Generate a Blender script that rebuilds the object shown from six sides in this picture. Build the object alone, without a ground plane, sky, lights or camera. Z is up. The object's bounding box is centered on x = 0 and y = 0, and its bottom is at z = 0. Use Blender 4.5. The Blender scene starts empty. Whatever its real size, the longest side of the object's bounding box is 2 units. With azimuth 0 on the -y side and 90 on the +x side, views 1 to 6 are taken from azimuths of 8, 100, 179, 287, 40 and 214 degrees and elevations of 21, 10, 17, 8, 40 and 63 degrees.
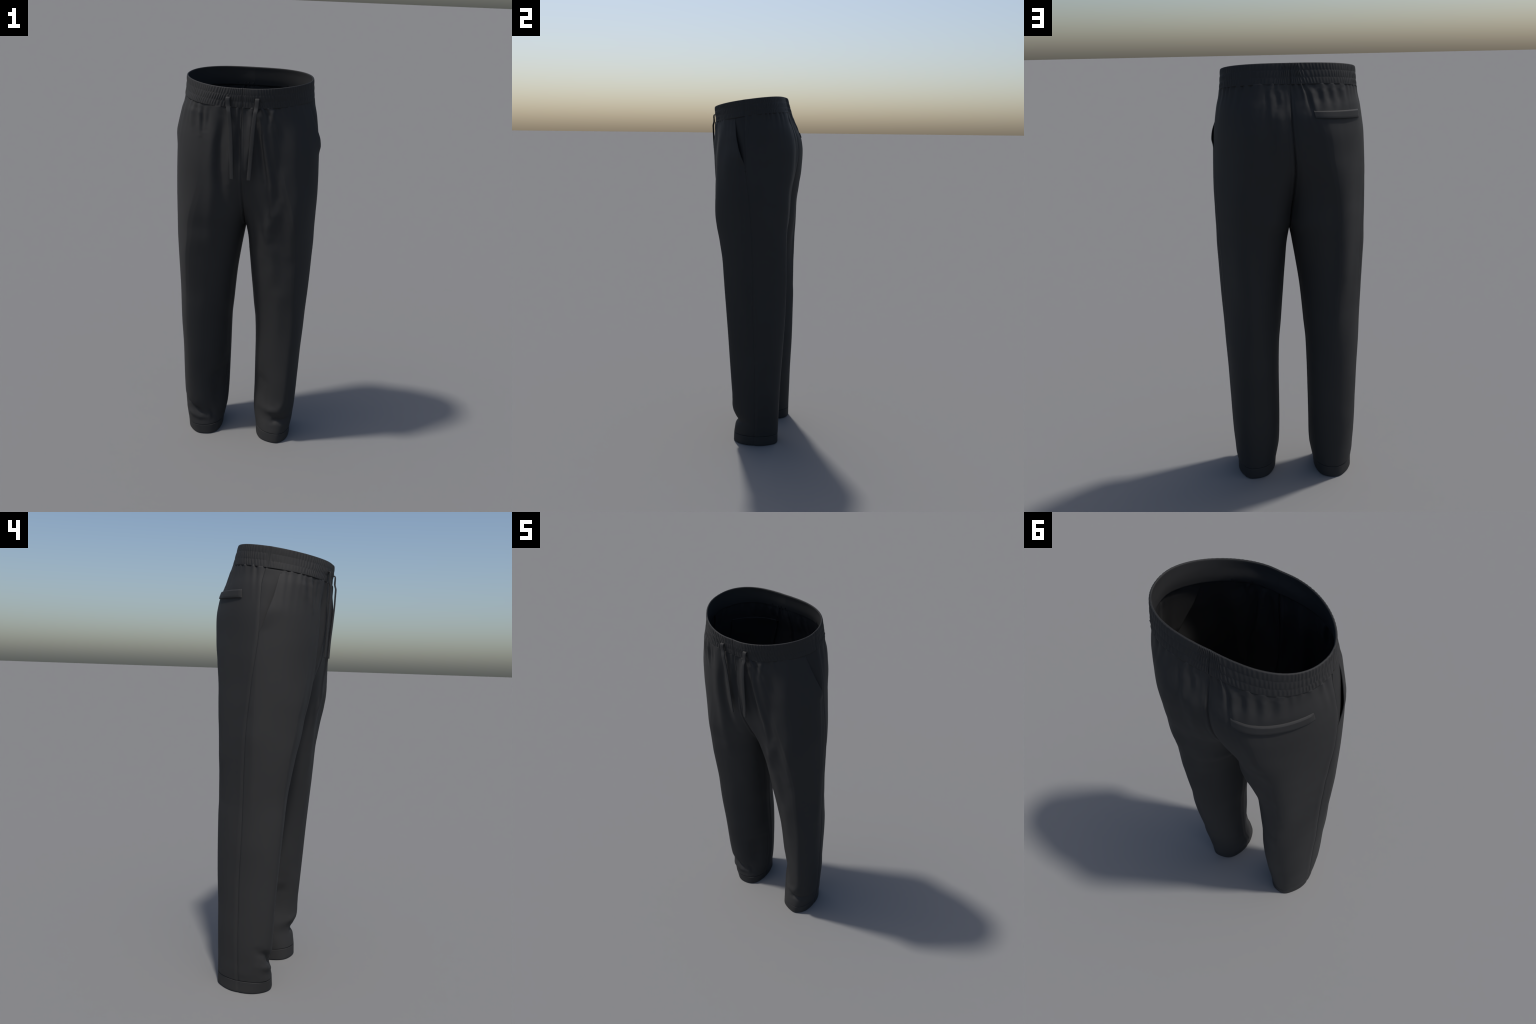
"""Charcoal drawstring trousers standing upright as if worn, open at the waist.

Every cloth piece is cut from one analytic trouser surface S(side, z, t):
side = +1 / -1 picks the leg, z is height and t runs round the leg from the
centre-front seam / inseam (0) over the front (.25), the outside (.5) and the
back (.75) to the centre-back seam / inseam (1).
"""
import bpy
import numpy as np

# ----------------------------------------------------------------------------
# helpers
# ----------------------------------------------------------------------------
def curve(points):
    """Smooth curve through (abscissa, value) control points."""
    xs = np.array([p[0] for p in points], float)
    ys = np.array([p[1] for p in points], float)
    d = np.diff(ys) / np.diff(xs)
    m = np.empty_like(ys)
    m[0], m[-1] = d[0], d[-1]
    h = np.diff(xs)
    for i in range(1, len(xs) - 1):                       # monotone tangents
        if d[i - 1] * d[i] <= 0:
            m[i] = 0.0
        else:
            w1, w2 = 2 * h[i] + h[i - 1], h[i] + 2 * h[i - 1]
            m[i] = (w1 + w2) / (w1 / d[i - 1] + w2 / d[i])

    def exact(x):
        i = np.clip(np.searchsorted(xs, x) - 1, 0, len(xs) - 2)
        hh = xs[i + 1] - xs[i]
        u = (x - xs[i]) / hh
        return ((2 * u**3 - 3 * u**2 + 1) * ys[i] + (u**3 - 2 * u**2 + u) * hh * m[i]
                + (-2 * u**3 + 3 * u**2) * ys[i + 1] + (u**3 - u**2) * hh * m[i + 1])
    grid = np.linspace(xs[0], xs[-1], 4001)
    table = exact(grid)
    return lambda x: np.interp(x, grid, table)


def smooth(a, b, x):
    u = np.clip((np.asarray(x, float) - a) / (b - a), 0, 1)
    return u * u * (3 - 2 * u)


# ----------------------------------------------------------------------------
# the trouser surface: section measurements against height
# ----------------------------------------------------------------------------
CROTCH = 1.262

X_OUT = curve([(0, .2891), (0.05, .2910), (0.1, .2980), (0.145, .3013), (0.2, .3064), (0.3, .3118), (0.4, .3155), (0.55, .3205),
               (0.7, .3295), (0.8, .3338), (0.9, .3389), (1, .3431), (1.1, .3472), (1.2, .3513), (1.262, .3512), (1.33, .3521),
               (1.4, .3525), (1.5, .3510), (1.6, .3474), (1.7, .3430), (1.76, .3348), (1.82, .3236), (1.87, .3111), (1.92, .3041),
               (2, .2988)])
X_IN = curve([(0, .1010), (0.05, .0956), (0.1, .0861), (0.145, .0788), (0.2, .0754), (0.3, .0734), (0.4, .0721), (0.55, .0705),
               (0.7, .0655), (0.8, .0555), (0.9, .0469), (1, .0373), (1.1, .0253), (1.2, .0120), (1.262, .0000)])
Y_OUT = curve([(0, .0451), (0.05, .0407), (0.1, .0361), (0.145, .0326), (0.2, .0290), (0.3, .0224), (0.4, .0165), (0.55, .0149),
               (0.7, .0114), (0.8, .0070), (0.9, .0033), (1, -.0012), (1.1, -.0025), (1.2, -.0016), (1.262, -.0039), (1.33, -.0022),
               (1.4, -.0059), (1.5, -.0064), (1.6, -.0097), (1.7, -.0123), (1.76, -.0115), (1.82, -.0105), (1.87, -.0100), (1.92, -.0106),
               (2, -.0274)])
Y_IN = curve([(0, .0381), (0.05, .0412), (0.1, .0458), (0.145, .0515), (0.2, .0597), (0.3, .0749), (0.4, .0738), (0.55, .0688),
               (0.7, .0588), (0.8, .0508), (0.9, .0430), (1, .0340), (1.1, .0260), (1.2, .0185), (1.262, .0134), (1.33, .0138),
               (1.4, .0089), (1.5, .0057), (1.6, .0025), (1.7, -.0004), (1.76, -.0015), (1.82, -.0027), (1.87, -.0031), (1.92, -.0034),
               (2, -.0037)])
X_FRONT_LEFT = curve([(0, .2140), (0.05, .2181), (0.1, .2234), (0.145, .2293), (0.2, .2377), (0.3, .2527), (0.4, .2590), (0.55, .2650),
               (0.7, .2717), (0.8, .2734), (0.9, .2723), (1, .2715), (1.1, .2716), (1.2, .2630), (1.262, .2597), (1.33, .2491),
               (1.4, .2321), (1.5, .2019), (1.6, .1741), (1.7, .1484), (1.76, .1287), (1.82, .1045), (1.87, .0704), (1.92, .0542),
               (2, .0284)])
X_FRONT_RIGHT = curve([(0, .1989), (0.05, .2123), (0.1, .2271), (0.145, .2351), (0.2, .2397), (0.3, .2482), (0.4, .2546), (0.55, .2608),
               (0.7, .2682), (0.8, .2701), (0.9, .2706), (1, .2718), (1.1, .2695), (1.2, .2550), (1.262, .2495), (1.33, .2349),
               (1.4, .2122), (1.5, .1772), (1.6, .1508), (1.7, .1148), (1.76, .0925), (1.82, .0749), (1.87, .0704), (1.92, .0542),
               (2, .0284)])
X_FRONT = {1: X_FRONT_LEFT, -1: X_FRONT_RIGHT}
X_BACK_LEFT = curve([(0, .2108), (0.05, .2111), (0.1, .2112), (0.145, .2115), (0.2, .2121), (0.3, .2139), (0.4, .2079), (0.55, .2070),
               (0.7, .2000), (0.8, .1926), (0.9, .1963), (1, .1981), (1.1, .1991), (1.2, .1875), (1.262, .1806), (1.33, .1803),
               (1.4, .1842), (1.5, .1764), (1.6, .1643), (1.7, .1551), (1.76, .1389), (1.82, .1217), (1.87, .0934), (1.92, .0700),
               (2, .0412)])
X_BACK_RIGHT = curve([(0, .1982), (0.05, .1973), (0.1, .1963), (0.145, .1952), (0.2, .1940), (0.3, .1921), (0.4, .1873), (0.55, .1882),
               (0.7, .1957), (0.8, .1982), (0.9, .2046), (1, .2093), (1.1, .2165), (1.2, .2147), (1.262, .2125), (1.33, .2115),
               (1.4, .2071), (1.5, .1916), (1.6, .1710), (1.7, .1529), (1.76, .1323), (1.82, .1121), (1.87, .0934), (1.92, .0700),
               (2, .0412)])
X_BACK = {1: X_BACK_LEFT, -1: X_BACK_RIGHT}
FRONT_LEFT = curve([(0, -.0874), (0.05, -.0857), (0.1, -.0779), (0.145, -.0713), (0.2, -.0868), (0.3, -.0912), (0.4, -.0966),
               (0.55, -.1060), (0.7, -.1147), (0.8, -.1219), (0.9, -.1304), (1, -.1389), (1.1, -.1476), (1.2, -.1603), (1.262, -.1701),
               (1.33, -.1797), (1.4, -.1884), (1.5, -.2018), (1.6, -.2117), (1.7, -.2201), (1.76, -.2236), (1.82, -.2251), (1.87, -.2275),
               (1.92, -.2361), (2, -.2399)])
FRONT_RIGHT = curve([(0, -.0833), (0.05, -.0842), (0.1, -.0771), (0.145, -.0763), (0.2, -.0873), (0.3, -.0943), (0.4, -.0994),
               (0.55, -.1088), (0.7, -.1189), (0.8, -.1255), (0.9, -.1314), (1, -.1423), (1.1, -.1560), (1.2, -.1719), (1.262, -.1780),
               (1.33, -.1885), (1.4, -.1964), (1.5, -.2043), (1.6, -.2109), (1.7, -.2152), (1.76, -.2173), (1.82, -.2230), (1.87, -.2275),
               (1.92, -.2361), (2, -.2399)])
Y_FRONT = {1: FRONT_LEFT, -1: FRONT_RIGHT}
BACK_LEFT = curve([(0, .1741), (0.05, .1754), (0.1, .1768), (0.145, .1782), (0.2, .1802), (0.3, .1834), (0.4, .1874), (0.55, .1977),
               (0.7, .2068), (0.8, .2098), (0.9, .2128), (1, .2149), (1.1, .2147), (1.2, .2162), (1.262, .2191), (1.33, .2237),
               (1.4, .2276), (1.5, .2287), (1.6, .2336), (1.7, .2335), (1.76, .2296), (1.82, .2168), (1.87, .2015), (1.92, .1850),
               (2, .1635)])
BACK_RIGHT = curve([(0, .1796), (0.05, .1808), (0.1, .1817), (0.145, .1827), (0.2, .1843), (0.3, .1873), (0.4, .1916), (0.55, .1966),
               (0.7, .1990), (0.8, .2007), (0.9, .2002), (1, .2015), (1.1, .2049), (1.2, .2099), (1.262, .2147), (1.33, .2169),
               (1.4, .2191), (1.5, .2294), (1.6, .2386), (1.7, .2427), (1.76, .2392), (1.82, .2217), (1.87, .2015), (1.92, .1850),
               (2, .1635)])
Y_BACK = {1: BACK_LEFT, -1: BACK_RIGHT}
# roundness exponents of the four quarters of a section
N_FRONT_LEFT = curve([(0, 2.10), (0.05, 2.10), (0.1, 2.10), (0.145, 1.80), (0.2, 1.80), (0.3, 1.80), (0.4, 1.80), (0.55, 1.80), (0.7, 1.67),
               (0.8, 1.53), (0.9, 1.40), (1, 1.40), (1.1, 1.40), (1.2, 1.40), (1.262, 1.40), (1.33, 1.40), (1.4, 1.40), (1.5, 1.40),
               (1.6, 1.43), (1.7, 1.42), (1.76, 1.45), (1.82, 1.49), (1.87, 1.55), (1.92, 1.62), (2, 1.89)])
N_FRONT_RIGHT = curve([(0, 2.10), (0.05, 2.24), (0.1, 2.37), (0.145, 2.39), (0.2, 2.34), (0.3, 2.25), (0.4, 2.10), (0.55, 1.89),
               (0.7, 1.69), (0.8, 1.54), (0.9, 1.42), (1, 1.40), (1.1, 1.40), (1.2, 1.44), (1.262, 1.49), (1.33, 1.60), (1.4, 1.70),
               (1.5, 1.89), (1.6, 1.99), (1.7, 2.03), (1.76, 2.03), (1.82, 2.05), (1.87, 1.94), (1.92, 1.80), (2, 1.73)])
N_FRONT = {1: N_FRONT_LEFT, -1: N_FRONT_RIGHT}
N_BACK = curve([(0, 1.80), (0.05, 1.80), (0.1, 1.80), (0.145, 1.80), (0.2, 1.81), (0.3, 1.88), (0.4, 1.81), (0.55, 1.80), (0.7, 1.67),
               (0.8, 1.53), (0.9, 1.40), (1, 1.40), (1.1, 1.40), (1.2, 1.40), (1.262, 1.40), (1.33, 1.40), (1.4, 1.40), (1.5, 1.40),
               (1.6, 1.40), (1.7, 1.48), (1.76, 1.59), (1.82, 1.79), (1.87, 1.97), (1.92, 2.19), (2, 2.44)])
N_INF = curve([(0, 2.35), (0.05, 2.19), (0.1, 2.02), (0.145, 1.91), (0.2, 1.82), (0.3, 1.80), (0.4, 1.80), (0.55, 1.92), (0.7, 2.06),
               (0.8, 2.18), (0.9, 2.34), (1, 2.56), (1.1, 2.73), (1.2, 2.85), (1.262, 2.92), (1.33, 2.98), (1.4, 3.07), (1.5, 3.07),
               (1.6, 3.11), (1.7, 3.10), (1.76, 3.06), (1.82, 3.02), (1.87, 2.96), (1.92, 2.91), (2, 2.81)])
N_INB = curve([(0, 2.34), (0.05, 2.18), (0.1, 2.01), (0.145, 1.94), (0.2, 1.95), (0.3, 1.92), (0.4, 1.93), (0.55, 1.95), (0.7, 1.77),
               (0.8, 1.64), (0.9, 1.60), (1, 1.58), (1.1, 1.68), (1.2, 1.92), (1.262, 2.07), (1.33, 2.33), (1.4, 2.31), (1.5, 2.41),
               (1.6, 2.57), (1.7, 2.66), (1.76, 2.71), (1.82, 2.73), (1.87, 2.73), (1.92, 2.74), (2, 2.74)])

# centre-front and centre-back (rise) seams; abscissa is sqrt(z - CROTCH) so the U at the crotch is round
rise = lambda pts: curve([(np.sqrt(max(z - CROTCH, 0)), y) for z, y in pts])
SEAM_FRONT = rise([(CROTCH, float(Y_IN(CROTCH))), (1.265, -.024), (1.272, -.040), (1.29, -.066), (1.35, -.124), (1.41, -.156), (1.47, -.179),
                   (1.556, -.194), (1.65, -.203), (1.75, -.207), (1.85, -.220), (1.93, -.245), (2.0, -.255)])
SEAM_BACK = rise([(CROTCH, float(Y_IN(CROTCH))), (1.265, .012), (1.272, .027), (1.29, .050), (1.35, .090), (1.41, .125), (1.50, .172),
                  (1.61, .220), (1.684, .232), (1.772, .2255), (1.854, .201), (1.898, .187), (1.95, .185), (2.0, .185)])
SEAM_BACK_X = curve([(1.262, .006), (1.33, 0), (1.44, -.014), (1.55, -.022), (1.66, -.015), (1.75, -.008), (1.88, -.004), (2.0, -.004)])
SEAM_FRONT_X = curve([(1.262, .006), (1.35, .008), (1.5, .006), (2.0, .004)])
FORK_X = curve([(0, 0), (.95, 0), (1.1, .003), (1.2, .006), (2.0, .006)])       # the legs part a little to the wearer's left
FLY = curve([(1.25, 0), (1.42, .002), (1.55, .017), (1.7, .019), (1.8, .012), (1.9, .002), (2.0, 0)])   # proud fly front
SEAT = curve([(1.2, 0), (1.45, 0), (1.6, .0045), (1.7, .006), (1.8, .0025), (1.86, 0), (2.0, 0)])                # fuller seat
CREASE = curve([(1.28, 0), (1.40, .005), (1.60, .010), (1.78, .008), (1.87, .002), (1.9, 0), (2.0, 0)])      # centre-back fold


def section(side, z, t):
    """Point on the section outline at height z (arrays broadcast)."""
    z, t = np.broadcast_arrays(np.asarray(z, float), np.asarray(t, float))
    xo, yo = X_OUT(z), Y_OUT(z)
    yf, yb, xf, xb = Y_FRONT[side](z), Y_BACK[side](z), X_FRONT[side](z), X_BACK[side](z)
    yi = Y_IN(z)
    rz = np.sqrt(np.maximum(z - CROTCH, 0))
    above = z > CROTCH
    seam_f = np.maximum(SEAM_FRONT(rz), np.maximum(Y_FRONT[1](z), Y_FRONT[-1](z)) + .0008)
    seam_b = np.minimum(SEAM_BACK(rz), np.minimum(Y_BACK[1](z), Y_BACK[-1](z)) - .0008)
    x = np.empty_like(z)
    y = np.empty_like(z)

    def reach(sd, xq, yq, seam_y, seam_x, n):
        """Inner extreme of one leg's superellipse above the crotch, and where it would cross the seam line."""
        sx = seam_x * sd
        s0 = np.clip((seam_y - yi) / (yq - yi), 0, .9992)
        k0 = np.cos(np.arcsin(s0 ** (n / 2))) ** (2 / n)
        wide = xq - (xq - sx) / np.maximum(k0, 1e-4)            # extreme that would land exactly on the seam
        near = sx - .28 * (z - CROTCH)                          # gentle overlap of the thighs just above the crotch
        w = smooth(CROTCH, 1.47, z)
        xi = np.minimum(wide * w + near * (1 - w), sx - 1e-5)
        a0 = np.arccos(np.clip((xq - sx) / (xq - xi), 0, 1) ** (n / 2))
        return xi, a0, yi + (yq - yi) * np.sin(a0) ** (2 / n)

    def inner(u, X_Q, Y_Q, seam_y, seam_x, NI):
        """u = 0 on the seam, 1 at the front-/back-most point; a superellipse, clipped by the seam above the crotch."""
        n = NI(z)
        both = {k: reach(k, X_Q[k](z), Y_Q[k](z), seam_y, seam_x, n) for k in (1, -1)}
        w = smooth(CROTCH, 1.42, z)
        seam = seam_y * w + .5 * (both[1][2] + both[-1][2]) * (1 - w)
        xq, yq = X_Q[side](z), Y_Q[side](z)
        xi, a0, cross = both[side]
        xi = np.where(above, xi, X_IN(z) + side * FORK_X(z))
        a0 = np.where(above, a0, 0)
        a = a0 + (np.pi / 2 - a0) * u
        y_ = yi + (yq - yi) * np.sin(a) ** (2 / n)
        y_ = y_ + np.where(above, (seam - cross) * np.maximum(1 - u / .75, 0) ** 2.5, 0)
        return xq - (xq - xi) * np.maximum(np.cos(a), 0) ** (2 / n), y_

    q = np.clip((t * 4).astype(int), 0, 3)
    u = t * 4 - q
    X, Y = inner(u, X_FRONT, Y_FRONT, seam_f, SEAM_FRONT_X(z), N_INF)
    x[q == 0], y[q == 0] = X[q == 0], Y[q == 0]
    a, e = u * np.pi / 2, 2 / N_FRONT[side](z)
    X, Y = xf + (xo - xf) * np.sin(a) ** e, yo + (yf - yo) * np.maximum(np.cos(a), 0) ** e
    x[q == 1], y[q == 1] = X[q == 1], Y[q == 1]
    e = 2 / N_BACK(z)
    X, Y = xb + (xo - xb) * np.maximum(np.cos(a), 0) ** e, yo + (yb - yo) * np.sin(a) ** e
    x[q == 2], y[q == 2] = X[q == 2], Y[q == 2]
    X, Y = inner(1 - u, X_BACK, Y_BACK, seam_b, SEAM_BACK_X(z), N_INB)
    x[q == 3], y[q == 3] = X[q == 3], Y[q == 3]
    y = y - np.where(t < .5, FLY(z) * np.exp(-((x * side - .004) / .050) ** 2), 0)
    y = y + SEAT(z) * smooth(.55, .75, t)
    y = y - np.where(t > .6, CREASE(z) * np.exp(-((x * side - SEAM_BACK_X(z)) / .009) ** 2), 0)
    return np.stack([x * side, y, z], -1)


def S(side, z, t):
    """Point on the trouser surface: the section outline with its quarter joints eased."""
    z, t = np.broadcast_arrays(np.asarray(z, float), np.asarray(t, float))
    e = np.minimum(.028, np.minimum(t, 1 - t))
    return .5 * section(side, z, t) + .25 * (section(side, z, t - e) + section(side, z, t + e))


def normal(side, z, t):
    z, t = np.broadcast_arrays(np.asarray(z, float), np.asarray(t, float))
    e = 4e-3
    dt = S(side, z, np.clip(t + e, 0, 1)) - S(side, z, np.clip(t - e, 0, 1))
    h = 6e-3
    lo, hi = np.where((z > CROTCH) & (z - h < CROTCH), z, z - h), np.where((z <= CROTCH) & (z + h > CROTCH), z, z + h)
    dz = S(side, hi, t) - S(side, lo, t)
    n = np.cross(dt, dz) * side
    n[..., 2] *= smooth(.015, .07, np.abs(z - CROTCH))          # rows slide along the section there: keep it level
    return n / np.maximum(np.linalg.norm(n, axis=-1, keepdims=True), 1e-9)


# arc length round the hips (used to space gathers and to keep relief even)
_T = np.linspace(0, 1, 801)
ARC = {s: np.concatenate([[0], np.cumsum(np.linalg.norm(np.diff(S(s, 1.87, _T), axis=0), axis=1))]) for s in (1, -1)}
arc = lambda side, t: np.interp(t, _T, ARC[side])


# ----------------------------------------------------------------------------
# waist line: the back sits higher than the front
# ----------------------------------------------------------------------------
BAND = 0.088
TOP = 1.9745
lean = lambda y: .142 * (y + .04)


def tilted(side, q, t):
    """Height of nominal row q: level on the legs, following the waist line near the band."""
    z = np.broadcast_to(q, np.broadcast(q, t).shape).astype(float)
    beta = smooth(1.45, TOP - BAND, q)
    for _ in range(3):
        z = q + beta * lean(S(side, z, t)[..., 1])
    return z


def t_at_y(side, z, want, lo, hi):
    """t between lo and hi where the surface reaches depth y = want (bisection; y grows with t there)."""
    z, want = np.broadcast_arrays(np.asarray(z, float), np.asarray(want, float))
    a, b = np.full(z.shape, lo), np.full(z.shape, hi)
    for _ in range(22):
        m = .5 * (a + b)
        low = S(side, z, m)[..., 1] < want
        a, b = np.where(low, m, a), np.where(low, b, m)
    return .5 * (a + b)


_H = np.linspace(0, 2.0, 401)
_LINES = {}


def line_t(side, z, key, y_of):
    """Cached t of a seam line given by its depth against height."""
    if (side, key) not in _LINES:
        _LINES[side, key] = t_at_y(side, _H, y_of(_H), .3, .72)
    return np.interp(z, _H, _LINES[side, key])


def outseam_t(side, z):
    """t of the side seam, which runs a little behind the outermost line."""
    return line_t(side, z, 'outseam', OUTSEAM_Y[side])


_LEGSEAM = [(0, .049), (.25, .055), (.5, .054), (.75, .046), (1.15, .040)]
OUTSEAM_Y = {1: curve(_LEGSEAM + [(1.4, .026), (1.52, .012), (1.63, .000), (1.75, -.006), (1.89, -.012), (2.0, -.016)]),
             -1: curve(_LEGSEAM + [(1.4, .018), (1.52, .001), (1.63, -.010), (1.75, -.012), (1.83, -.014), (1.89, -.025), (2.0, -.038)])}
POCKET_LOW, POCKET_HIGH = 1.625, 1.885
POCKET_Y = {1: curve([(1.60, .004), (1.627, -.003), (1.704, -.028), (1.793, -.053), (1.873, -.067), (1.95, -.078)]),
            -1: curve([(1.60, -.010), (1.625, -.017), (1.682, -.035), (1.78, -.064), (1.871, -.079), (1.95, -.088)])}


def pocket_t(side, z):
    """t of the slanted hand-pocket edge (joins the side seam at its lower end)."""
    ahead = line_t(side, z, 'pocket', POCKET_Y[side])
    ts = outseam_t(side, z)
    k = smooth(POCKET_LOW - .004, POCKET_LOW + .012, z)
    return np.where(z > POCKET_LOW - .004, ts * (1 - k) + np.minimum(ahead, ts) * k, ts)


# ----------------------------------------------------------------------------
# relief: folds, gathers, seams
# ----------------------------------------------------------------------------
# soft folds: facing (-1 front, +1 back), amplitude, half width, path of (x, z)
FOLDS = [
    (-1, 0.0080, .030, [(-.118, 1.86), (-.132, 1.705), (-.140, 1.584), (-.138, 1.462), (-.145, 1.30), (-.150, 1.15)]),
    (-1, -0.0106, .022, [(-.082, 1.82), (-.100, 1.677), (-.100, 1.557), (-.079, 1.435), (-.06, 1.36)]),
    (-1, 0.0068, .010, [(-.199, 1.85), (-.193, 1.72)]),
    (-1, -0.0068, .009, [(-.184, 1.86), (-.180, 1.745)]),
    (-1, 0.0085, .018, [(-.050, 1.84), (-.045, 1.66), (-.055, 1.50)]),
    (-1, -0.0085, .014, [(-.012, 1.80), (-.008, 1.659), (.003, 1.54)]),
    (-1, 0.0101, .015, [(.046, 1.84), (.044, 1.692), (.030, 1.578)]),
    (-1, -0.0085, .013, [(.077, 1.80), (.095, 1.634), (.120, 1.52)]),
    (-1, 0.0101, .015, [(.098, 1.85), (.106, 1.723), (.129, 1.607), (.148, 1.518), (.151, 1.36)]),
    (-1, -0.0085, .028, [(.176, 1.82), (.185, 1.607), (.178, 1.46)]),
    (-1, 0.0093, .028, [(.230, 1.85), (.248, 1.607), (.261, 1.45), (.262, 1.30), (.250, 1.15)]),
    (-1, 0.0085, .030, [(.193, 1.419), (.138, 1.286), (.118, 1.12)]),
    (-1, 0.0080, .034, [(.150, 1.22), (.165, 1.05), (.170, .93)]),
    (-1, 0.0068, .040, [(.225, 1.00), (.200, .86), (.195, .55)]),
    (-1, 0.0050, .013, [(-.240, 1.85), (-.236, 1.74)]),
    (-1, -0.0045, .011, [(-.217, 1.86), (-.214, 1.77)]),
    (-1, -0.0045, .010, [(-.148, 1.86), (-.158, 1.75)]),
    (-1, -0.0060, .010, [(.062, 1.85), (.070, 1.76)]),
    (-1, 0.0045, .009, [(.140, 1.86), (.138, 1.79)]),
    (-1, -0.0045, .009, [(.122, 1.85), (.124, 1.77)]),
    # hollows inside the shins
    (-1, -0.0170, .040, [(-.108, .44), (-.110, .28), (-.114, .14)]),
    (-1, -0.0150, .038, [(.118, .42), (.124, .27), (.130, .14)]),
    # ankle creases
    (-1, -0.0143, .016, [(-.300, .215), (-.250, .168), (-.205, .134), (-.175, .118)]),
    (-1, 0.0077, .016, [(-.285, .140), (-.213, .105), (-.159, .096)]),
    (-1, -0.0055, .012, [(-.160, .160), (-.140, .118), (-.138, .085)]),
    (-1, -0.0105, .015, [(.190, .122), (.221, .140), (.259, .136), (.295, .142)]),
    (-1, 0.0066, .022, [(.150, .190), (.225, .212), (.262, .270)]),
    # hollows under the seat
    (1, -0.0115, .042, [(-.190, 1.50), (-.187, 1.25), (-.190, .88)]),
    (1, -0.0100, .048, [(.155, 1.56), (.157, 1.35), (.170, 1.08)]),
    (1, -0.0045, .040, [(.300, 1.25), (.290, 1.05), (.280, .88)]),
    (1, -0.0075, .040, [(-.326, 1.55), (-.312, 1.30), (-.292, 1.00), (-.284, .88)]),
    # fuller left hip and cheek
    (-1, 0.0180, .050, [(.300, 1.76), (.306, 1.60), (.306, 1.40), (.304, 1.20)]),
    (1, 0.0085, .028, [(.050, 1.84), (.048, 1.70), (.060, 1.55)]),
    # seat gathers
    (1, 0.0037, .012, [(.080, 1.90), (.080, 1.79), (.078, 1.72)]),
    (1, -0.0031, .009, [(.098, 1.895), (.098, 1.83)]),
    (1, -0.0031, .009, [(.058, 1.895), (.056, 1.82)]),
    (1, 0.0025, .009, [(.038, 1.90), (.034, 1.83)]),
    (1, 0.0037, .012, [(.010, 1.91), (.008, 1.82), (.002, 1.74)]),
    (1, 0.0031, .011, [(-.055, 1.90), (-.062, 1.80)]),
    (1, 0.0037, .013, [(-.094, 1.90), (-.106, 1.80)]),
    (1, -0.0031, .011, [(-.076, 1.90), (-.084, 1.80)]),
    (1, 0.0031, .010, [(-.141, 1.90), (-.148, 1.83)]),
    (1, -0.0031, .010, [(-.120, 1.90), (-.126, 1.83)]),
    (1, 0.0031, .010, [(-.186, 1.90), (-.192, 1.83)]),
    (1, 0.0031, .010, [(-.228, 1.90), (-.232, 1.83)]),
    (1, -0.0028, .010, [(-.163, 1.90), (-.169, 1.83)]),
    (1, -0.0028, .010, [(-.207, 1.90), (-.212, 1.83)]),
]


def folds(P, N):
    d = np.zeros(P.shape[:-1])
    x, z, ny = P[..., 0], P[..., 2], N[..., 1]
    for face, amp, width, path in FOLDS:
        pts = np.array(path)
        lo, hi = pts.min(0) - 3 * width, pts.max(0) + 3 * width
        m = (x > lo[0]) & (x < hi[0]) & (z > lo[1]) & (z < hi[1]) & (ny * face > .02)
        if not m.any():
            continue
        p = np.stack([x[m], z[m]], -1)
        seg = np.linalg.norm(np.diff(pts, axis=0), axis=1)
        cum = np.concatenate([[0], np.cumsum(seg)])
        best = np.full(len(p), 9.0)
        along = np.zeros(len(p))
        for i in range(len(seg)):
            v = (pts[i + 1] - pts[i]) / seg[i]
            u = np.clip((p - pts[i]) @ v, 0, seg[i])
            e = np.linalg.norm(p - pts[i] - u[:, None] * v, axis=1)
            k = e < best
            best[k], along[k] = e[k], cum[i] + u[k]
        r = along / cum[-1]
        taper = .25 + .75 * np.minimum(smooth(0, .25, r), smooth(0, .45, 1 - r))
        d[m] += amp * np.exp(-(best / width) ** 2) * taper * smooth(.02, .4, ny[m] * face)
    return d


def gathers(side, q, t):
    """Puckers released from the elastic band, fading down the cloth."""
    s = arc(side, t) * side
    below = np.maximum(TOP - BAND - q, 0)
    reach = .062 + .034 * np.sin(17 * s + 1.0) + .022 * np.sin(41 * s + 2.0)
    w = np.sin(2 * np.pi * s / .040 + 1.9 * np.sin(23 * s) + 1.0 * np.sin(57 * s + 1)) \
        + .45 * np.sin(2 * np.pi * s / .021 + 1.3 * np.sin(31 * s)) * np.exp(-below / .02)
    amp = .0029 * (.80 + .45 * np.sin(13 * s + .5))
    calm = 1 - .55 * np.exp(-((t - .44) / .07) ** 2)
    return amp * w * np.exp(-below / np.maximum(reach, .014)) * calm


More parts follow.
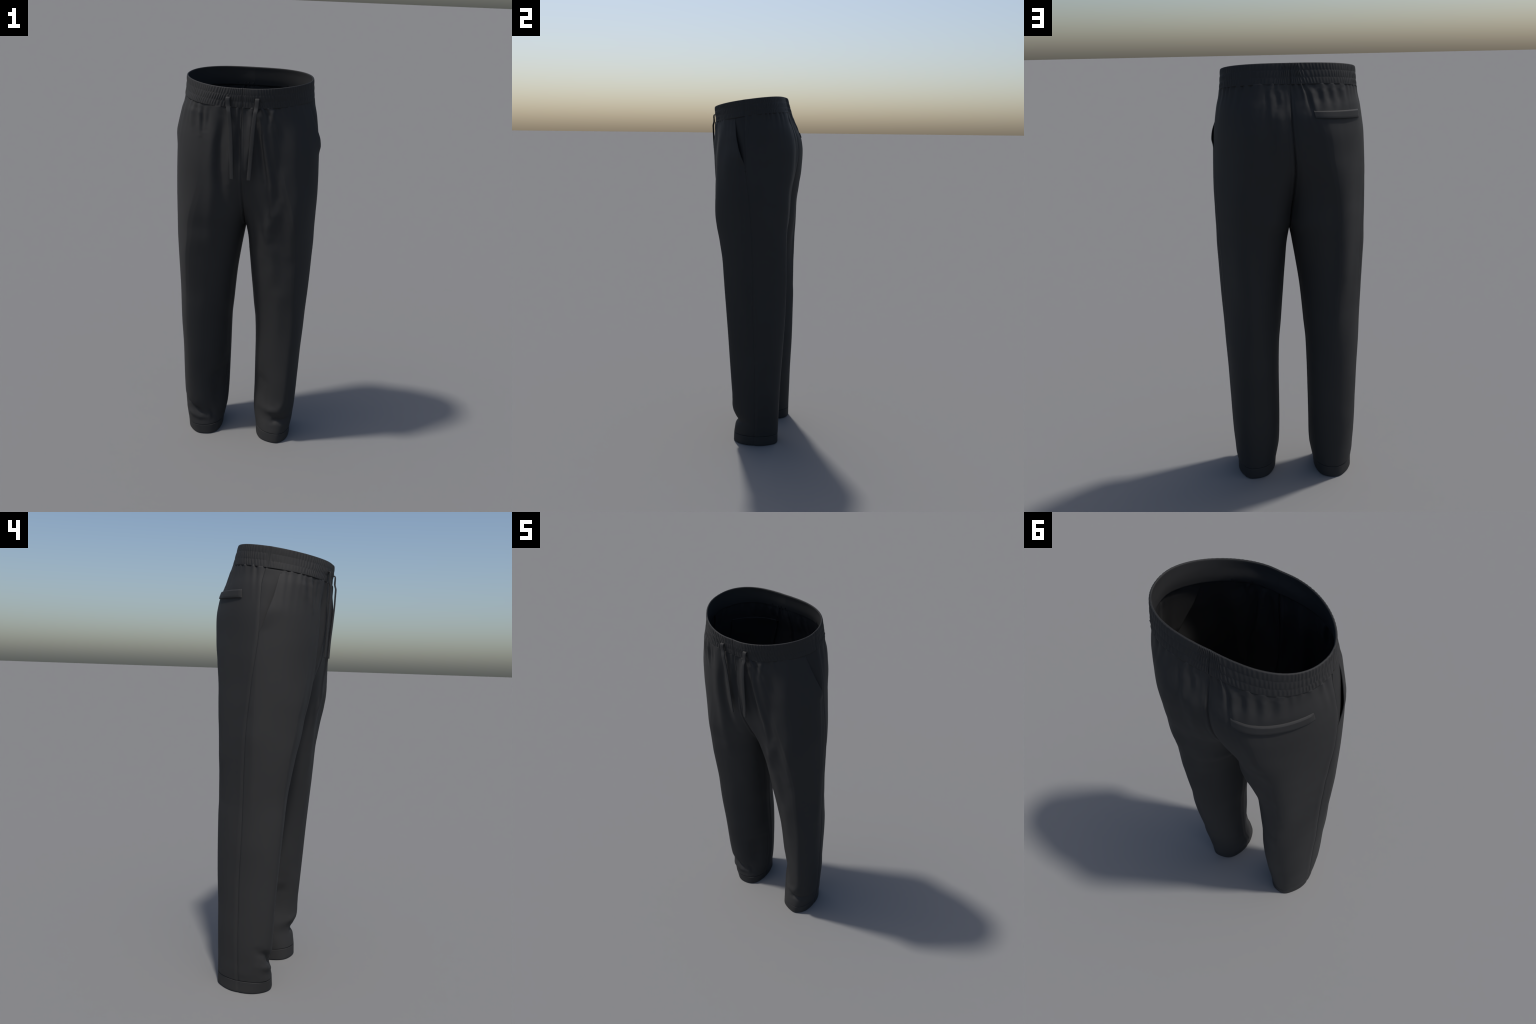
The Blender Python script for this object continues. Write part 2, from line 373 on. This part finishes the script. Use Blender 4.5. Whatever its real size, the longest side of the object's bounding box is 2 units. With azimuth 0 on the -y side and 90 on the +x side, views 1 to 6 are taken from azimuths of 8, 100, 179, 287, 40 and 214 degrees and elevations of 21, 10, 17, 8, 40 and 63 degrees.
def relief(side, q, z, t, P, N, panel):
    d = folds(P, N) + gathers(side, q, t)
    # soft irregular slackness
    d += .0012 * np.sin(9 * z + 21 * P[..., 0] + 1.0) * np.sin(26 * P[..., 1] + 5 * z) * smooth(.05, .3, z)
    # side seam: thin pressed groove, raised allowance on the back panel
    ts = outseam_t(side, z)
    dist = (t - ts) * (.55 + .2 * smooth(.2, 1.2, z))
    if panel == 'back':
        d += .0013 * np.exp(-((dist - .010) / .007) ** 2) * smooth(0, .006, dist)
    d -= .0014 * np.exp(-(dist / .0035) ** 2) * (1 if panel == 'back' else (z < POCKET_LOW))
    # centre seams and inseam: relief dies out at the stitch line, cloth puffs beside it
    for edge in (t, 1 - t):
        e = edge * .62
        d = d * smooth(0, .014, e)
        d += .0016 * np.exp(-((e - .010) / .007) ** 2) * smooth(0, .006, e)
    # cloth tucked under the band and into the hem
    d -= .004 * smooth(TOP - BAND - .001, TOP - BAND + .008, q)
    d -= .006 * (1 - smooth(.0545, .0580, z))
    return d


# ----------------------------------------------------------------------------
# mesh building
# ----------------------------------------------------------------------------
def make_object(name, verts, faces, material, parent, smooth_shade=True):
    me = bpy.data.meshes.new(name)
    me.from_pydata([tuple(v) for v in verts], [], [tuple(int(i) for i in f) for f in faces])
    me.materials.append(material)
    me.validate()
    me.update()
    if smooth_shade:
        me.polygons.foreach_set('use_smooth', [True] * len(me.polygons))
    ob = bpy.data.objects.new(name, me)
    bpy.context.scene.collection.objects.link(ob)
    ob.parent = parent
    return ob


def grid_faces(rows, cols, offset=0, flip=False, wrap=False):
    r = np.arange(rows - 1)[:, None]
    n = cols if wrap else cols - 1
    c = np.arange(n)[None]
    c2 = (c + 1) % cols
    a, b, d, e = r * cols + c, r * cols + c2, (r + 1) * cols + c2, (r + 1) * cols + c
    f = np.stack([a, b, d, e], -1).reshape(-1, 4) + offset
    return f[:, ::-1] if flip else f


def shell(name, outer, nrm, thick, material, parent, side, rims=()):
    """Cloth of some thickness from a grid of outer points; rims lists the borders to close."""
    rows, cols = outer.shape[:2]
    inner = outer - nrm * thick
    n = rows * cols
    verts = np.concatenate([outer.reshape(-1, 3), inner.reshape(-1, 3)])
    flip = side < 0
    f = [grid_faces(rows, cols, 0, flip), grid_faces(rows, cols, n, not flip)]
    idx = np.arange(n).reshape(rows, cols)
    border = {'start': idx[:, 0], 'end': idx[:, -1], 'low': idx[0], 'high': idx[-1]}
    for r in rims:
        b = border[r]
        w = np.stack([b[:-1], b[1:], b[1:] + n, b[:-1] + n], -1)
        f.append(w if (r in ('end', 'low')) == flip else w[:, ::-1])
    return make_object(name, verts, np.concatenate(f), material, parent)


ROWS = np.concatenate([np.linspace(.040, .064, 16, endpoint=False), np.linspace(.064, CROTCH, 185, endpoint=False),
                       CROTCH + .10 * np.linspace(0, 1, 32, endpoint=False),
                       np.linspace(CROTCH + .10, 1.70, 70, endpoint=False),
                       np.linspace(1.70, TOP - BAND + .012, 72)])


def panel_points(side, panel, u, t_of):
    q = np.broadcast_to(ROWS[:, None], (len(ROWS), len(u)))
    z = q.copy()
    for _ in range(3):
        t = t_of(z, u[None])
        z = tilted(side, q, t)
    t = t_of(z, u[None])
    P, N = S(side, z, t), normal(side, z, t)
    return q, z, t, P, N


def front_panel(side, material, parent):
    u = np.linspace(0, 1, 150)
    q, z, t, P, N = panel_points(side, 'front', u, lambda z, u: u * pocket_t(side, z))
    d = relief(side, q, z, t, P, N, 'front')
    # the pocket mouth stands away from the hip
    mouth = smooth(POCKET_LOW, POCKET_LOW + (.05 if side > 0 else .10), z) * (1 - .92 * smooth(1.67, 1.85, z)) * (1 - smooth(1.85, 1.885, z))
    near = np.exp(-((pocket_t(side, z) - t) * .75 / .035) ** 2)
    d += (.0100 if side > 0 else .0065) * mouth * near
    d += .0012 * smooth(POCKET_LOW, POCKET_LOW + .05, z) * np.exp(-((pocket_t(side, z) - t) * .75 / .02) ** 2) \
        * (1 - smooth(1.86, 1.88, q))
    P = P + N * d[..., None]
    return shell('front_panel', P, N, .0035, material, parent, side, rims=('end',))


def back_panel(side, material, parent):
    u = np.linspace(0, 1, 150)
    q, z, t, P, N = panel_points(side, 'back', u, lambda z, u: outseam_t(side, z) * (1 - u) + u)
    d = relief(side, q, z, t, P, N, 'back')
    P = P + N * d[..., None]
    return shell('back_panel', P, N, .0035, material, parent, side)


def pocket_facing(side, material, parent):
    q = np.linspace(POCKET_LOW - .03, TOP - BAND + .010, 60)[:, None]
    u = np.linspace(0, 1, 40)[None]
    z = q + 0 * u
    for _ in range(3):
        t0, t1 = pocket_t(side, z) - .055, outseam_t(side, z) + .004
        t = t0 * (1 - u) + t1 * u
        z = tilted(side, q, t)
    P, N = S(side, z, t), normal(side, z, t)
    open_ = smooth(POCKET_LOW, POCKET_LOW + .05, z) * (1 - smooth(1.70, 1.85, z))
    drop = .0008 + .0035 * smooth(TOP - BAND - .004, TOP - BAND + .006, q) + (.0024 * (1 - smooth(1.83, 1.87, q)) + .0055 * open_) * smooth(.004, .05, t1 - t) 
    P = P - N * drop[..., None]
    return shell('pocket_facing', P, N, .002, material, parent, side, rims=('start', 'end', 'low', 'high'))


def hem_cuff(side, material, parent):
    t = np.linspace(0, 1, 261)[:-1]
    top, thick, r = .0552, .006, .003
    prof = [(-.0070, top + .004)]
    prof += [(-.0002 - .0045 * (1 - s) ** 2, top - .002 * s) for s in np.linspace(0, 1, 5)]
    prof += [(.0008 - .0012 * z / top, z) for z in np.linspace(top - .006, r, 9)]
    prof += [(.0006 - r + r * np.cos(a), r - r * np.sin(a)) for a in np.linspace(.3, np.pi / 2, 5)]
    prof += [(-thick + r * np.cos(a), r - r * np.sin(a)) for a in np.linspace(np.pi / 2, np.pi, 5)]
    prof += [(-thick - r, z) for z in np.linspace(.012, top, 4)]
    rows = []
    for off, z in prof:
        P, N = S(side, np.full_like(t, z), t), normal(side, np.full_like(t, max(z, .02)), t)
        N[:, 2] = 0
        N /= np.linalg.norm(N, axis=1, keepdims=True)
        ts = outseam_t(side, max(z, .0))
        dents = -.0022 * np.exp(-((t - ts) * .6 / .004) ** 2) - .002 * np.exp(-(np.minimum(t, 1 - t) * .6 / .004) ** 2)
        dents += .0012 * np.sin(2 * np.pi * 3 * t + side) + .0008 * np.sin(2 * np.pi * 7 * t + 2)
        fd = folds(np.concatenate([P[:, :2], np.full((len(t), 1), max(z, .03))], 1), N)
        rows.append(P + N * (off + dents + fd)[:, None])
    P = np.stack(rows)
    verts = P.reshape(-1, 3)
    verts[:, 2] = np.maximum(verts[:, 2], 0)
    return make_object('hem_cuff', verts, grid_faces(len(prof), len(t), 0, side > 0, wrap=True), material, parent)


def waistband(material, parent):
    n = 720
    t = (np.arange(n) + .0) / n
    thick, r = .007, .0035
    deep = lambda h: .0015 - .0072 - .0040 * (1 - smooth(.02, BAND - .01, h))
    prof = [(-.006, .004)]                                      # (offset from surface, height above band foot)
    prof += [(.0045 * np.sin(a) - .003, .003 - .003 * np.sin(a)) for a in np.linspace(.2, np.pi / 2, 4)]
    prof += [(.0015, h) for h in np.linspace(.003, BAND - r, 52)]
    prof += [(.0015 - r + r * np.cos(a), BAND - r + r * np.sin(a)) for a in np.linspace(.3, np.pi / 2, 5)]
    prof += [(.0015 - thick + r + r * np.cos(a), BAND - r + r * np.sin(a)) for a in np.linspace(np.pi / 2 + .05, np.pi, 5)]
    prof += [(deep(h), h) for h in np.linspace(BAND - .006, .002, 18)]
    prof += [(deep(0) + .0006, -.0005), (deep(0) + .003, -.001), (deep(0) + .006, .001)]
    outer_rows = 1 + 4 + 52 + 5
    rng = np.random.RandomState(5)
    rows = []
    ring = []
    for side in (1, -1):
        tt = t if side == 1 else 1 - t
        s = arc(side, tt) * side
        rim = S(side, np.full(n, TOP), tt)
        z_top = TOP + lean(S(side, TOP + lean(rim[:, 1]), tt)[:, 1])
        ring.append((side, tt, s, z_top))
    phase = rng.uniform(0, 6, 8)
    for i, (off, h) in enumerate(prof):
        parts = []
        for side, tt, s, z_top in ring:
            z = z_top - BAND + h
            P, N = S(side, z, tt), normal(side, z, tt)
            N = N * np.stack([smooth(0, .05, np.minimum(tt, 1 - tt)), np.ones(n), np.ones(n)], -1)     # smooth across the centre seams
            N /= np.linalg.norm(N, axis=1, keepdims=True)
            d = np.full(n, off)
            if 0 < i < outer_rows:
                v = h / BAND
                channel = np.abs(np.sin(np.pi * np.clip(v, 0, 1) * 3))             # three elastic channels
                row = min(int(v * 3), 2)
                jitter = 1.5 * np.sin(37 * s + phase[row]) + .8 * np.sin(83 * s + phase[row + 3]) + .3 * np.sin(141 * s + 2 * row) + .35 * row
                puck = np.sin(2 * np.pi * s / .0130 + jitter + .5 * v)
                amp = .0003 + .00075 * channel ** .7
                amp = amp * (.45 + .55 * smooth(0, .2, v))
                amp = amp * (.75 + .35 * np.sin(19 * s + phase[6]) + .2 * np.sin(47 * s + row))
                d = d + amp * puck + .0010 * channel ** .5 - .0007
                for e in (tt * .5, np.abs(tt - outseam_t(side, z)) * .75, (1 - tt) * .5):
                    d = d * (1 - np.exp(-(e / .006) ** 2)) + (.0008) * np.exp(-(e / .006) ** 2)
                    d = d - .0022 * np.exp(-(e / .0022) ** 2)
            parts.append(P + N * d[:, None])
        rows.append(np.concatenate(parts))
    P = np.stack(rows)
    return make_object('waistband', P.reshape(-1, 3), grid_faces(len(prof), 2 * n, 0, False, wrap=True), material, parent)


def front_y(x, z):
    """Depth of the smooth front surface at (x, z)."""
    side = 1 if x >= 0 else -1
    t = np.linspace(.001, .5, 400)
    P = S(side, np.full_like(t, z), t)
    i = np.argmin(np.abs(P[:, 0] - x) + 10 * (P[:, 1] > 0))
    return P[i, 1]


def drawstring(path, width, material, parent):
    """Flat braided tape following (x, z, stand-off) points, folded over where it leaves the band."""
    pts = np.array([(x, front_y(x, z) - off, z) for x, z, off in path])
    seg = np.concatenate([[0], np.cumsum(np.linalg.norm(np.diff(pts, axis=0), axis=1))])
    f = [curve(list(zip(seg, pts[:, k]))) for k in range(3)]
    s = np.linspace(0, seg[-1], 110)
    C = np.stack([g(s) for g in f], -1)
    T = np.gradient(C, axis=0)
    T /= np.linalg.norm(T, axis=1, keepdims=True)
    twist = .15 * smooth(.01, .06, s) + .10 * np.sin(s * 9 + path[0][0] * 40)
    across = np.stack([np.cos(twist), -np.sin(twist), 0 * s], -1)
    across -= T * (across * T).sum(1, keepdims=True)
    across /= np.linalg.norm(across, axis=1, keepdims=True)
    N = np.cross(T, across)
    h, r = width / 2, .0021
    section = [(-h, 0), (-h + r * .4, -r * .8), (-h + r, -r), (0, -r * 1.15), (h - r, -r), (h - r * .4, -r * .8), (h, 0),
               (h - r * .4, r * .8), (h - r, r), (0, r * 1.15), (-h + r, r), (-h + r * .4, r * .8)]
    k = len(section)
    verts = np.concatenate([C[:, None] + across[:, None] * np.array([p[0] for p in section])[None, :, None]
                            + N[:, None] * np.array([p[1] for p in section])[None, :, None]]).reshape(-1, 3)
    faces = [tuple(f) for f in grid_faces(len(s), k, 0, False, wrap=True)]
    faces += [tuple(range(k - 1, -1, -1)), tuple(range(len(verts) - k, len(verts)))]
    return make_object('drawstring', verts, faces, material, parent)


def back_t(side, x, z):
    """t on the back of a leg where |x| is reached."""
    t = np.linspace(.52, .99, 600)
    P = S(side, np.full_like(t, z), t)
    return np.interp(abs(x), np.abs(P[::-1, 0]), t[::-1])


# back pocket on the wearer's right: outer end by depth y, inner end by x
WELT = dict(side=-1, inner=-.104, outer_y=.081, low=(1.766, 1.779), top=(1.802, 1.808))


def welt_span(z):
    a = t_at_y(-1, np.array([z]), np.array([WELT['outer_y']]), .45, .72)[0]
    return a, back_t(-1, WELT['inner'], z)


def pocket_welt(material, parent):
    cols, rows = 72, 18
    v = np.linspace(0, 1, rows)[:, None]
    u = np.linspace(0, 1, cols)[None]
    low = WELT['low'][0] * (1 - u) + WELT['low'][1] * u
    top = WELT['top'][0] * (1 - u) + WELT['top'][1] * u
    z = low * (1 - v) + top * v
    t0, t1 = welt_span(1.785)
    t = t0 + (t1 - t0) * u + 0 * v
    P, N = S(-1, z, t), normal(-1, z, t)
    edge = np.minimum(smooth(0, .05, u), smooth(1, 0.5890, u))
    lift = (.0062 - .0052 * smooth(.84, 1.0, v) - .0012 * smooth(.22, 0, v)) * (.45 + .55 * edge) + .0012
    P = P + N * lift[..., None]
    return shell('pocket_welt', P, N, .007, material, parent, -1, rims=('start', 'end', 'low', 'high'))


def pocket_bag(material, parent):
    """Back pocket bag lying against the inside of the seat."""
    cols, rows = 40, 40
    z = np.linspace(1.585, 1.82, rows)[:, None]
    t0, t1 = welt_span(1.785)
    t = t0 + (t1 - t0) * np.linspace(.03, .97, cols)[None] + 0 * z
    z = z + 0 * t
    P, N = S(-1, z, t), normal(-1, z, t)
    P = P - N * .0095
    return shell('pocket_bag', P, N, .003, material, parent, -1, rims=('start', 'end', 'low', 'high'))


# ----------------------------------------------------------------------------
# materials
# ----------------------------------------------------------------------------
def fabric(name, base, vary=.10, rough=.68, spec=.20, sheen=.0, grain=900.0, bump=.06):
    m = bpy.data.materials.new(name)
    m.use_nodes = True
    nt = m.node_tree
    bsdf = nt.nodes['Principled BSDF']
    tc = nt.nodes.new('ShaderNodeTexCoord')
    blot = nt.nodes.new('ShaderNodeTexNoise')
    blot.inputs['Scale'].default_value = 5.0
    blot.inputs['Detail'].default_value = 4.0
    nt.links.new(tc.outputs['Object'], blot.inputs['Vector'])
    ramp = nt.nodes.new('ShaderNodeValToRGB')
    ramp.color_ramp.elements[0].position, ramp.color_ramp.elements[1].position = .3, .7
    ramp.color_ramp.elements[0].color = tuple(c * (1 - vary) for c in base) + (1,)
    ramp.color_ramp.elements[1].color = tuple(c * (1 + vary) for c in base) + (1,)
    nt.links.new(blot.outputs['Fac'], ramp.inputs['Fac'])
    nt.links.new(ramp.outputs['Color'], bsdf.inputs['Base Color'])
    bsdf.inputs['Roughness'].default_value = rough
    bsdf.inputs['Specular IOR Level'].default_value = spec
    if sheen:
        bsdf.inputs['Sheen Weight'].default_value = sheen
        bsdf.inputs['Sheen Roughness'].default_value = .4
    weave = nt.nodes.new('ShaderNodeTexNoise')
    weave.inputs['Scale'].default_value = grain
    weave.inputs['Detail'].default_value = 1.0
    nt.links.new(tc.outputs['Object'], weave.inputs['Vector'])
    bp = nt.nodes.new('ShaderNodeBump')
    bp.inputs['Strength'].default_value = bump
    bp.inputs['Distance'].default_value = .001
    nt.links.new(weave.outputs['Fac'], bp.inputs['Height'])
    nt.links.new(bp.outputs['Normal'], bsdf.inputs['Normal'])
    return m


cloth = fabric('charcoal_fabric', (.0270, .0270, .0275), vary=.05)
ribbed = fabric('charcoal_band_fabric', (.0255, .0255, .0260), vary=.05)
tape = fabric('charcoal_tape', (.0285, .0285, .0290), vary=.05)
lining = fabric('charcoal_lining', (.0230, .0230, .0235), vary=.05)

# ----------------------------------------------------------------------------
# assembly
# ----------------------------------------------------------------------------
root = bpy.data.objects.new('trousers', None)
bpy.context.scene.collection.objects.link(root)
root['label'] = 'charcoal black drawstring trousers with gathered elastic waistband'
root['category'] = 'trousers'

for side in (1, -1):
    front = front_panel(side, cloth, root)
    pocket_facing(side, lining, front)
    back = back_panel(side, cloth, root)
    hem_cuff(side, cloth, root)
    if side == WELT['side']:
        pocket_welt(cloth, back)
        pocket_bag(lining, back)
waistband(ribbed, root)
drawstring([(-.059, 1.900, -0.0060), (-.059, 1.9045, 0.0020), (-.0595, 1.9035, 0.0075), (-.060, 1.894, 0.0115), (-.058, 1.870, 0.0130), (-.053, 1.84, 0.0195),
            (-.047, 1.79, 0.0200), (-.042, 1.72, 0.0190), (-.038, 1.62, 0.0200), (-.035, 1.531, 0.0230)], .0192, tape, root)
drawstring([(.072, 1.899, -0.0060), (.072, 1.9035, 0.0020), (.0725, 1.9025, 0.0075), (.072, 1.892, 0.0115), (.070, 1.868, 0.0130), (.066, 1.84, 0.0195),
            (.060, 1.78, 0.0200), (.055, 1.70, 0.0190), (.049, 1.60, 0.0200), (.045, 1.531, 0.0260)], .0192, tape, root)
